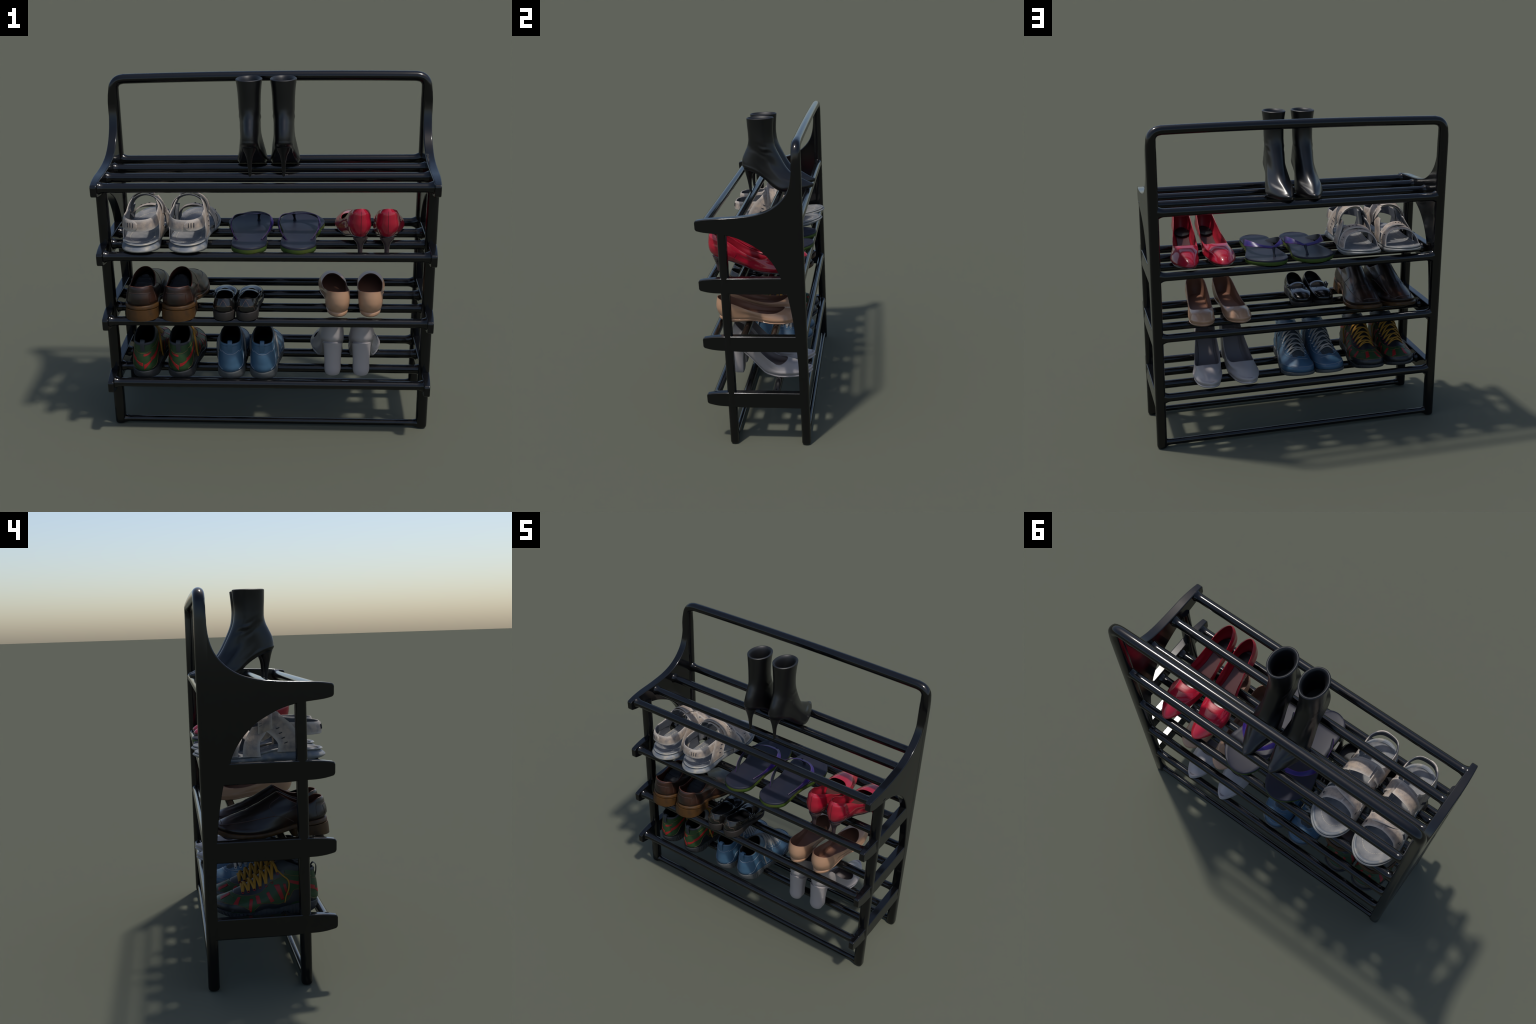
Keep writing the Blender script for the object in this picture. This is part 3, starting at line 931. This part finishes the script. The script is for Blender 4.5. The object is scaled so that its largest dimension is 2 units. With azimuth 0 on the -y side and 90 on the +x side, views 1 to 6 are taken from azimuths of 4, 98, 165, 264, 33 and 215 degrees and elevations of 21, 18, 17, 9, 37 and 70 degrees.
def slip_on(x, mirror, nm):
    o = thing("slip_on_dress_shoe", "dark brown leather slip-on shoe with square toe", "shoe", (x, 0, SHELF_TOP[2]))
    W0 = [(0, .080), (.15, .088), (.35, .078), (.55, .098), (.7, .111), (.85, .098), (1, .072)]
    C = [(0, 0), (.4, .004), (.7, .016), (1, .012)]
    Z0 = [(0, .074), (.15, .066), (.3, .052), (.42, .034), (.55, .020), (.7, .019), (.85, .026), (1, .048)]
    up = lambda d: [(s, z + d) for s, z in Z0]
    kw = dict(C=C, a=.15, b=.12, eh=.5, et=.36)
    L = [
        Loop(-.318, .246, W0, up(.0), **kw).moved(.004),
        Loop(-.328, .246, W0, up(.022), **kw).moved(-.001),
        Loop(-.331, .236, [(0, .082), (.2, .088), (.4, .084), (.6, .096), (.75, .098), (.9, .082), (1, .064)],
             [(0, .112), (.3, .094), (.55, .064), (.8, .060), (1, .076)], C, .16, .14, .5, .38),
        Loop(-.322, .185, [(0, .076), (.3, .082), (.6, .084), (.85, .074), (1, .058)],
             [(0, .150), (.3, .130), (.6, .100), (.85, .096), (1, .098)], [(0, 0), (1, .010)], .17, .2, .5, .42),
        Loop(-.316, .070, [(0, .070), (.35, .076), (.7, .068), (1, .05)],
             [(0, .176), (.3, .150), (.6, .142), (1, .140)], [(0, 0), (1, .008)], .18, .25, .5, .45),
        Loop(-.308, -.072, [(0, .062), (.4, .072), (.75, .064), (1, .052)],
             [(0, .186), (.12, .183), (.3, .160), (.5, .156), (.72, .176), (1, .216)], [(0, 0), (1, .004)], .2, .24, .46, .45),
    ]

    def creases(P):
        Q = P.copy()
        y, z = P[..., 1], P[..., 2]
        m = np.exp(-((y - .07) / .05) ** 2) * np.clip((z - .06) / .05, 0, 1)
        Q[..., 2] += m * .0030 * np.sin(y * 190 + P[..., 0] * 18)
        return Q
    _, P = skinned("upper", L, BROWN, o, mirror, 6, deform=creases)
    rim_and_lining(L, BROWN_IN, o, mirror, .005, .012, sock=SOCK_BLACK)
    fm = Form(P)
    g = Geo()
    for s in (1, -1):
        fm.seam(g, [(.225, .070), (.16, .078), (.08, .088), (.0, .100), (-.06, .108)], "x", s, .0024)          # apron seam
        fm.seam(g, [(-.06, .108), (-.03, .150), (-.085, .198)], "x", s, .0012)
        fm.seam(g, [(-.06, .108), (-.105, .098), (-.150, .072)], "x", s, .0012)
        fm.seam(g, [(-.110, .104), (-.135, .14), (-.165, .155)], "x", s, .0012)
        fm.seam(g, [(-.27, .095), (-.265, .13), (-.268, .165)], "x", s, .0012)
    fm.seam(g, [(-.058, .148), (-.03, .153), (0, .154), (.03, .153), (.058, .148)], "y", 1, .0012)
    fm.seam(g, [(-.048, .215), (-.02, .218), (.02, .218), (.054, .214)], "z", 1, .0024)
    finish_mesh("seam", g, material("dark_brown_thread", (0.05, 0.025, 0.018), rough=.5), o, mirror)
    # raised counter at the heel
    g = Geo()
    fm.strip(g, [((-.060, .090), (-.056, .142)), ((-.03, .082), (-.03, .149)), ((0, .080), (0, .150)), ((.03, .082), (.03, .149)), ((.060, .090), (.056, .142))], "y", 1, .0018)
    finish_mesh("heel_counter", g, BROWN, o, mirror)
    # crumpled black stuffing in the foot opening
    g = Geo()
    ball = Loop(-.255, -.085, .056, [(0, .125), (1, .190)], 0, .5, .5)
    Q = skin([ball.moved(.0, -.05), ball.moved(.0, -.022), ball.moved(.018, -.010)], 4)
    Q = Q + RNG.normal(0, .0025, Q.shape)
    g.grid(Q)
    g.cap(Q[-1] * 1.0, flip=True)
    finish_mesh("stuffing", g, SOCK_BLACK, o, mirror, 80)
    # welt, thin sole and stacked heel
    g = Geo()
    w = Loop(-.326, .254, W0, Z0, **kw)
    Q = np.stack([r.points() for r in (w.moved(.006, .007), w.moved(-.003, .006), w.moved(-.006, .003), w.moved(-.006, -.013), w.moved(.0, -.018))])
    g.grid(Q)
    g.cap(Q[-1], flip=True)
    finish_mesh("sole", g, TAN_SOLE, o, mirror, 50)
    zt = [(0, .072), (1, .044)]
    h = [Loop(-.336, -.135, .090, [(0, .058), (1, .036)], 0, .40, .1, .5, .3), Loop(-.340, -.137, .0915, [(0, .03), (1, .028)], 0, .40, .1, .5, .3),
         Loop(-.343, -.140, .0925, -.003, 0, .40, .1, .5, .3)]
    skinned("heel", h, TAN_SOLE, o, mirror, 3, True, True)


slip_on(-.487, False, "R")
slip_on(-.688, True, "L")

# ---- small mary-janes --------------------------------------------------
PATENT = material("black_patent_leather", (0.006, 0.0055, 0.005), rough=0.25, spec=0.25, coat=0.7, coat_rough=0.04)
CHUNK = material("charcoal_rubber", (0.017, 0.0135, 0.0115), rough=0.6, spec=0.35, bump=.15, bump_scale=150)
BUCKLE = material("dull_metal", (0.25, 0.24, 0.23), rough=0.25, metallic=1.0)


def mary_jane(x, mirror, nm):
    o = thing("mary_jane_shoe", "small black patent mary-jane with buckle strap", "shoe", (x, -.004, SHELF_TOP[2] - .004))
    W0 = [(0, .050), (.2, .054), (.45, .050), (.65, .060), (.85, .062), (1, .056)]
    C = [(0, 0), (.5, .006), (1, .014)]
    Z0 = [(0, .050), (.2, .046), (.4, .036), (.6, .026), (.85, .026), (1, .034)]
    up = lambda d: [(s, z + d) for s, z in Z0]
    L = [
        Loop(-.317, .034, W0, Z0, C, .17, .22, .5, .44),
        Loop(-.324, .036, W0, up(.014), C, .17, .22, .5, .44).moved(-.006),
        Loop(-.325, .028, W0, [(0, .086), (.4, .070), (.7, .058), (1, .064)], C, .17, .22, .5, .44).moved(-.005),
        Loop(-.320, -.010, W0, [(0, .110), (.4, .084), (.75, .074), (1, .084)], C, .18, .22, .5, .45),
        Loop(-.310, -.072, [(0, .042), (.4, .052), (.75, .048), (1, .036)], [(0, .128), (.3, .104), (.6, .084), (.85, .078), (1, .092)], C, .2, .24, .48, .45),
    ]
    _, P = skinned("upper", L, PATENT, o, mirror, 5)
    rim_and_lining(L, BOOT_IN, o, mirror, .003, .008)
    g = Geo()
    w = Loop(-.323, .042, W0, Z0, C, .17, .22, .5, .44)
    zb = [(0, .0), (.4, .0), (.5, .004), (.8, .0), (1, .008)]
    b = Loop(-.319, .036, W0, zb, C, .17, .22, .5, .44)
    m = Loop(-.320, .040, W0, [(0, .004), (.4, .004), (.5, .008), (.8, .004), (1, .012)], C, .17, .22, .5, .44)
    Q = np.stack([r.points() for r in (w.moved(.004, .004), w.moved(-.006, .003), w.moved(-.008, .0), m.moved(-.007), b.moved(-.002))])
    ang = np.arange(NL)
    Q[-1, :, 2] += .003 * (np.sin(ang * 2.1) > 0)
    g.grid(Q)
    g.cap(Q[-1], flip=True)
    finish_mesh("sole", g, CHUNK, o, mirror, 50)
    g = Geo()
    prs = []
    for i in range(9):
        a = math.radians(-25 + 230 * i / 8)
        cx, cz = .008 + .056 * math.cos(a), .074 + .036 * math.sin(a)
        prs.append(((cx, -.150, cz), (cx, -.128, cz - .002)))
    ribbon(g, prs, .003, 36, 3)
    finish_mesh("strap", g, PATENT, o, mirror)
    g = Geo()
    bx = .066
    sq = [(bx, -.158, .068), (bx - .002, -.158, .092), (bx - .002, -.120, .092), (bx, -.120, .068)]
    tube(g, [*sq, sq[0]], .0022, 6, 25)
    finish_mesh("buckle", g, BUCKLE, o, mirror)
    g = Geo()
    for dy in (-1, 1):                                        # small patent bow beside the buckle
        c = np.array((.068, -.139 + dy * .015, .084))
        lobe = [c + np.array((.006 * math.sin(a), dy * .013 * math.cos(a), .010 * math.sin(a) * (1 + .4 * math.cos(a)))) for a in np.arange(14) / 14 * 2 * math.pi]
        tube(g, lobe, [.0042] * 14, 8, closed=True)
    tube(g, [(.067, -.145, .084), (.073, -.139, .084), (.067, -.133, .084)], .006, 8, 7)
    finish_mesh("bow", g, PATENT, o, mirror)
    fm = Form(P)
    g = Geo()
    for s in (1, -1):
        fm.seam(g, [(0, .122), (s * .012, .105), (s * .020, .09), (s * .042, .082), (s * .046, .062)], "y", 1, .0008)
    finish_mesh("seam", g, material("brown_thread", (.12, .07, .05), rough=.5), o, mirror)


mary_jane(-.108, False, "R")
mary_jane(-.2305, True, "L")

# ---- sneakers ----------------------------------------------------------


def sneaker(x, mirror, style, turn=0.0):
    blue = style == "blue"
    o = thing("sneaker", "blue lace-up sneaker with grey ribbed sole" if blue else "green and red striped sneaker with yellow laces", "sneaker", (x, 0, SHELF_TOP[3] - .018))
    o.rotation_euler[2] = math.radians(turn)
    if blue:
        main = material("blue_sneaker_leather", (0.042, 0.098, 0.160), rough=0.42)
        guard = material("shade_darkened_blue_leather", (0.034, 0.084, 0.142), rough=0.42)  # same blue as main, lowered to paint the deeper shading on the guards
        trim = material("pale_blue_piping", (0.20, 0.23, 0.27), rough=0.5)
        lace_m = material("grey_lace", (0.22, 0.215, 0.205), rough=0.8)
        sole_m = material("grey_rubber", (0.070, 0.074, 0.074), rough=0.6)
        dark = material("charcoal_mesh", (0.030, 0.036, 0.042), rough=0.8)
        collar_m, ring_m = main, material("pale_eyelet", (.42, .42, .42), rough=.4)
    else:
        main = material("green_sneaker_leather", (0.020, 0.048, 0.016), rough=0.42, spec=0.3)
        guard = material("black_sneaker_leather", (0.010, 0.011, 0.014), rough=0.42)
        trim = material("ochre_piping", (0.10, 0.065, 0.012), rough=0.5)
        lace_m = material("yellow_lace", (0.32, 0.155, 0.012), rough=0.8)
        sole_m = material("black_rubber", (0.022, 0.023, 0.025), rough=0.55)
        dark = guard
        collar_m, ring_m = material("charcoal_collar", (0.024, 0.027, 0.032), rough=0.6), material("red_eyelet", (.25, .012, .014), rough=.4)
    red = material("red_stripe_leather", (0.25, 0.012, 0.013), rough=0.42, spec=0.3)
    W0 = [(0, .062), (.15, .070), (.35, .072), (.55, .088), (.72, .094), (.88, .090), (1, .080)]
    C = [(0, 0), (.4, .002), (.7, .008), (1, -.006)]
    Z0 = [(0, .048), (.15, .052), (.3, .040), (.42, .030), (.5, .036), (.62, .022), (.8, .024), (1, .046)]
    kw = dict(C=C, a=.15, b=.20, eh=.5, et=.42)
    L = [
        Loop(-.262, .262, W0, Z0, **kw),
        Loop(-.270, .266, W0, [(s, z + .016) for s, z in Z0], **kw).moved(-.003),
        Loop(-.272, .254, W0, [(0, .105), (.3, .098), (.55, .076), (.8, .066), (1, .082)], **kw).moved(-.001),
        Loop(-.270, .205, [(0, .064), (.3, .070), (.55, .076), (.8, .076), (1, .056)],
             [(0, .140), (.3, .140), (.6, .112), (.85, .094), (1, .104)], [(0, 0), (1, .002)], .17, .24, .5, .45),
        Loop(-.264, .115, [(0, .058), (.3, .066), (.6, .064), (.85, .056), (1, .042)],
             [(0, .168), (.3, .172), (.6, .156), (.85, .142), (1, .142)], 0, .18, .28, .5, .48),
        Loop(-.258, .015, [(0, .054), (.4, .062), (.75, .054), (1, .036)],
             [(0, .200), (.3, .206), (.6, .210), (1, .206)], 0, .2, .3),
        Loop(-.252, -.082, [(0, .050), (.5, .058), (1, .040)], [(0, .222), (.3, .226), (.6, .248), (1, .272)], 0, .24, .3),
    ]
    _, P = skinned("upper", L, main, o, mirror, 6)
    rim_and_lining(L, BOOT_IN, o, mirror, .006, .014)
    fm = Form(P)
    # collar band round the opening
    g = Geo()
    k = int(len(P) - 1 - 4)
    top = P[k:]
    cen = top.mean(axis=(0, 1))
    d = top - cen
    d[..., 2] = 0
    d /= np.linalg.norm(d, axis=2, keepdims=True)
    prof = np.linspace(0, 1, len(top))[:, None, None]
    g.grid(top + d * .0035 * np.sin(np.clip(prof, 0.06, 1) * math.pi) ** .5 + np.array([0, 0, .001]))
    finish_mesh("collar", g, collar_m, o, mirror, 60)
    # heel pull tab
    g = Geo()
    ribbon(g, [((-.012, -.262, .175), (.012, -.262, .175)), ((-.012, -.267, .205), (.012, -.267, .205)), ((-.012, -.264, .234), (.012, -.264, .234)),
               ((-.012, -.252, .243), (.012, -.252, .243)), ((-.012, -.240, .230), (.012, -.240, .230)), ((-.012, -.241, .205), (.012, -.241, .205))], .004, 30, 3)
    finish_mesh("pull_tab", g, collar_m if not blue else main, o, mirror)
    # sole with ribs
    zb = [(0, .004), (.08, -.004), (.25, -.008), (.6, -.008), (.85, .0), (1, .022)]
    w = Loop(-.266, .270, W0, Z0, **kw)
    lo = Loop(-.256, .258, W0, zb, **kw)
    rings = [w.moved(.004, .004), w.moved(-.006, .003), w.moved(-.007, -.006), lo.moved(-.004, .004), lo.moved(.004)]
    n = 288
    Q = skin(rings, 3, n)
    ph = np.arange(n)
    yy = Q[0, :, 1]
    rib = (np.sin(ph * 2 * math.pi / 4) > 0) * np.where((yy > -.22) & (yy < .235), 1.0, .0)
    for r in range(4, 11):
        c = np.stack([spline(C)((Q[r, :, 1] + .27) / .54), Q[r, :, 1]], 1)
        dd = Q[r, :, :2] - c
        dd /= np.linalg.norm(dd, axis=1)[:, None] + 1e-9
        Q[r, :, :2] -= dd * (.0032 * rib)[:, None]
    g = Geo()
    g.grid(Q)
    g.cap(Q[-1], flip=True)
    finish_mesh("sole", g, sole_m, o, mirror, 30)
    # lace throat (tongue)
    rows = [(.172, .022), (.160, .034), (.13, .040), (.08, .046), (0, .049), (-.05, .048), (-.078, .042)]
    g = Geo()
    fm.strip(g, [((-wd, y), (wd, y)) for y, wd in rows], "z", 1, .0016, 28, 6)
    finish_mesh("tongue", g, dark, o, mirror)
    # eyestay lines
    gp = Geo()
    stay = [((.171, .114), (.171, .120)), ((.150, .107), (.150, .122)), ((.13, .104), (.13, .128)), ((.09, .105), (.09, .142)), ((.05, .112), (.05, .160)),
            ((.02, .125), (.02, .178)), ((0, .142), (0, .193)), ((-.018, .164), (-.018, .204)), ((-.045, .178), (-.045, .220)), ((-.080, .192), (-.080, .236)),
            ((-.100, .212), (-.100, .244))]
    ge = Geo()
    for s in (1, -1):
        fm.strip(ge, stay, "x", s, .0013, 44, 5)
        fm.seam(gp, [a for a, b in stay], "x", s, .0013, .0010)
    fm.seam(gp, [(-.052, .168), (-.03, .182), (0, .189), (.03, .182), (.052, .168)], "z", 1, .0013, .0011)
    for s in (1, -1):
        if not blue:
            fm.seam(gp, [(-.095, .205), (-.13, .196), (-.18, .190), (-.235, .186)], "x", s, .0016)
        else:
            fm.seam(gp, [(-.10, .205), (-.14, .196), (-.19, .178), (-.235, .168)], "x", s, .0016)
            fm.seam(gp, [(.005, .135), (-.03, .105), (-.045, .075), (-.05, .055)], "x", s, .0013)
    fm.seam(gp, [(-.048, .176), (-.025, .166), (0, .163), (.025, .166), (.048, .176)], "y", 1, .0014)
    finish_mesh("eyestay", ge, guard, o, mirror)
    # wavy mudguards along the sole
    gg = Geo()
    wave_top = [(.20, .048), (.155, .052), (.115, .040), (.09, .034)]
    guard_hi = [(-.272 + .02, .066), (-.225, .078), (-.180, .122), (-.145, .124), (-.112, .078), (-.06, .056), (-.01, .066), (.03, .066), (.055, .048), (.07, .036)]
    guard_lo = [(-.252, .046), (-.225, .046), (-.180, .044), (-.145, .040), (-.112, .032), (-.06, .024), (-.01, .026), (.03, .024), (.055, .020), (.07, .018)]
    toe_hi = [(.085, .036), (.11, .052), (.15, .066), (.19, .071), (.225, .074), (.250, .076)]
    toe_lo = [(.085, .018), (.11, .018), (.15, .020), (.19, .024), (.225, .030), (.250, .038)]
    for s in (1, -1):
        fm.strip(gg, list(zip(guard_lo, guard_hi)), "x", s, .0018, 40, 4)
        fm.strip(gg, list(zip(toe_lo, toe_hi)), "x", s, .0018, 24, 4)
        fm.seam(gp, guard_hi, "x", s, .0013, .0018)
        fm.seam(gp, toe_hi, "x", s, .0013, .0018)
    # toe cap
    capx = [-.072, -.050, -.025, 0, .025, .050, .072]
    gt = Geo()
    ft = Form(P)
    for i in range(1):
        pairs = []
        for xx in capx:
            zlo, zhi = .040, .076 + .006 * (1 - (xx / .072) ** 2)
            pairs.append(((xx, zlo), (xx, zhi)))
        ft.strip(gt, pairs, "y", -1, .0018, 24, 4)
        ft.seam(gp, [p[1] for p in pairs], "y", -1, .0013, .0018)
    finish_mesh("mudguard", gg, guard, o, mirror)
    finish_mesh("toe_cap", gt, guard, o, mirror)
    finish_mesh("piping", gp, trim, o, mirror)
    if not blue:
        gs = Geo()
        for s in (1, -1):
            stripes = [
                [((.082, .024), (.100, .024)), ((.078, .06), (.094, .06)), ((.070, .096), (.086, .096))],
                [((.150, .066), (.178, .066)), ((.140, .085), (.158, .085)), ((.130, .100), (.142, .100))],
                [((.030, .066), (.052, .066)), ((.036, .09), (.056, .09)), ((.040, .108), (.058, .108))],
                [((-.040, .070), (-.020, .064)), ((-.022, .10), (-.006, .096)), ((-.010, .125), (.004, .118))],
                [((-.092, .075), (-.078, .068)), ((-.078, .120), (-.056, .116)), ((-.064, .160), (-.036, .156))],
                [((-.120, .098), (-.110, .090)), ((-.105, .13), (-.093, .125)), ((-.098, .160), (-.084, .16))],
                [((-.262, .108), (-.262, .128)), ((-.21, .130), (-.21, .150)), ((-.16, .148), (-.16, .165)), ((-.11, .162), (-.11, .176))],
            ]
            for st in stripes:
                fm.strip(gs, st, "x", s, .0014, 14, 3)
        # V stripe at the heel, stepped at the back seam
        fm.strip(gs, [((.0, .086), (.0, .106)), ((.022, .094), (.022, .110)), ((.046, .112), (.046, .122))], "y", 1, .0014, 14, 3)
        fm.strip(gs, [((.0, .062), (.0, .094)), ((-.022, .086), (-.022, .104)), ((-.046, .112), (-.046, .122))], "y", 1, .0014, 14, 3)
        fm.strip(gs, [((.0, .146), (.0, .158)), ((-.022, .150), (-.022, .160)), ((-.046, .162), (-.046, .168))], "y", 1, .0014, 14, 3)
        # toe stripes
        for xx in (-.035, .02):
            fm.strip(gs, [((xx - .008, .178), (xx + .008, .178)), ((xx * 1.3 - .011, .215), (xx * 1.3 + .011, .215)), ((xx * 1.55 - .012, .236), (xx * 1.55 + .012, .236))], "z", 1, .0014, 12, 3)
        finish_mesh("stripe", gs, red, o, mirror)
    # laces
    ey = [(.118, .046), (.090, .052), (.060, .056), (.030, .058), (.000, .059), (-.030, .058), (-.060, .053)]
    gl, gr = Geo(), Geo()

    def cord(a, b, lift):
        pts = []
        for t in np.linspace(0, 1, 9):
            q = np.array(a) * (1 - t) + np.array(b) * t
            pts.append(fm.hit(q[1], q[0], "z", off=.002 + lift * math.sin(math.pi * t)))
        tube(gl, pts, .0076, 8, 25, flat=.45)
    for i, (y, wd) in enumerate(ey):
        for s in (1, -1):
            if i + 1 < len(ey):
                cord((y, s * wd), (ey[i + 1][0], -s * ey[i + 1][1]), .007 if s > 0 else .012)
            p = fm.hit(s * (wd + .003), y, "z", off=.002)
            q = [p + np.array((.0055 * math.cos(a), .0055 * math.sin(a), -s * .0045 * math.cos(a))) for a in np.arange(12) / 12 * 2 * math.pi]
            tube(gr, q, [.0018] * 12, 6, closed=True)
    cord((ey[0][0], -ey[0][1]), (ey[0][0], ey[0][1]), .006)
    # loose ends hang down both sides
    for s in (1, -1):
        side = [fm.hit(y, z, "x", s, off) for y, z, off in
                [(-.085, .200, .006), (-.112, .172, .010), (-.112, .130, .008), (-.098, .095, .007), (-.090, .062, .008)]]
        start = fm.hit(s * .040, -.055, "z", off=.004)
        tube(gl, [start, *side], [.0056, .0056, .0056, .0054, .0050, .0036], 8, 40, flat=.6)
    finish_mesh("lace", gl, lace_m, o, mirror, 60)
    finish_mesh("eyelet", gr, ring_m, o, mirror, 60)


sneaker(-.499, False, "green")
sneaker(-.703, True, "green")
sneaker(-.028, False, "blue")
sneaker(-.217, True, "blue", 1.8)
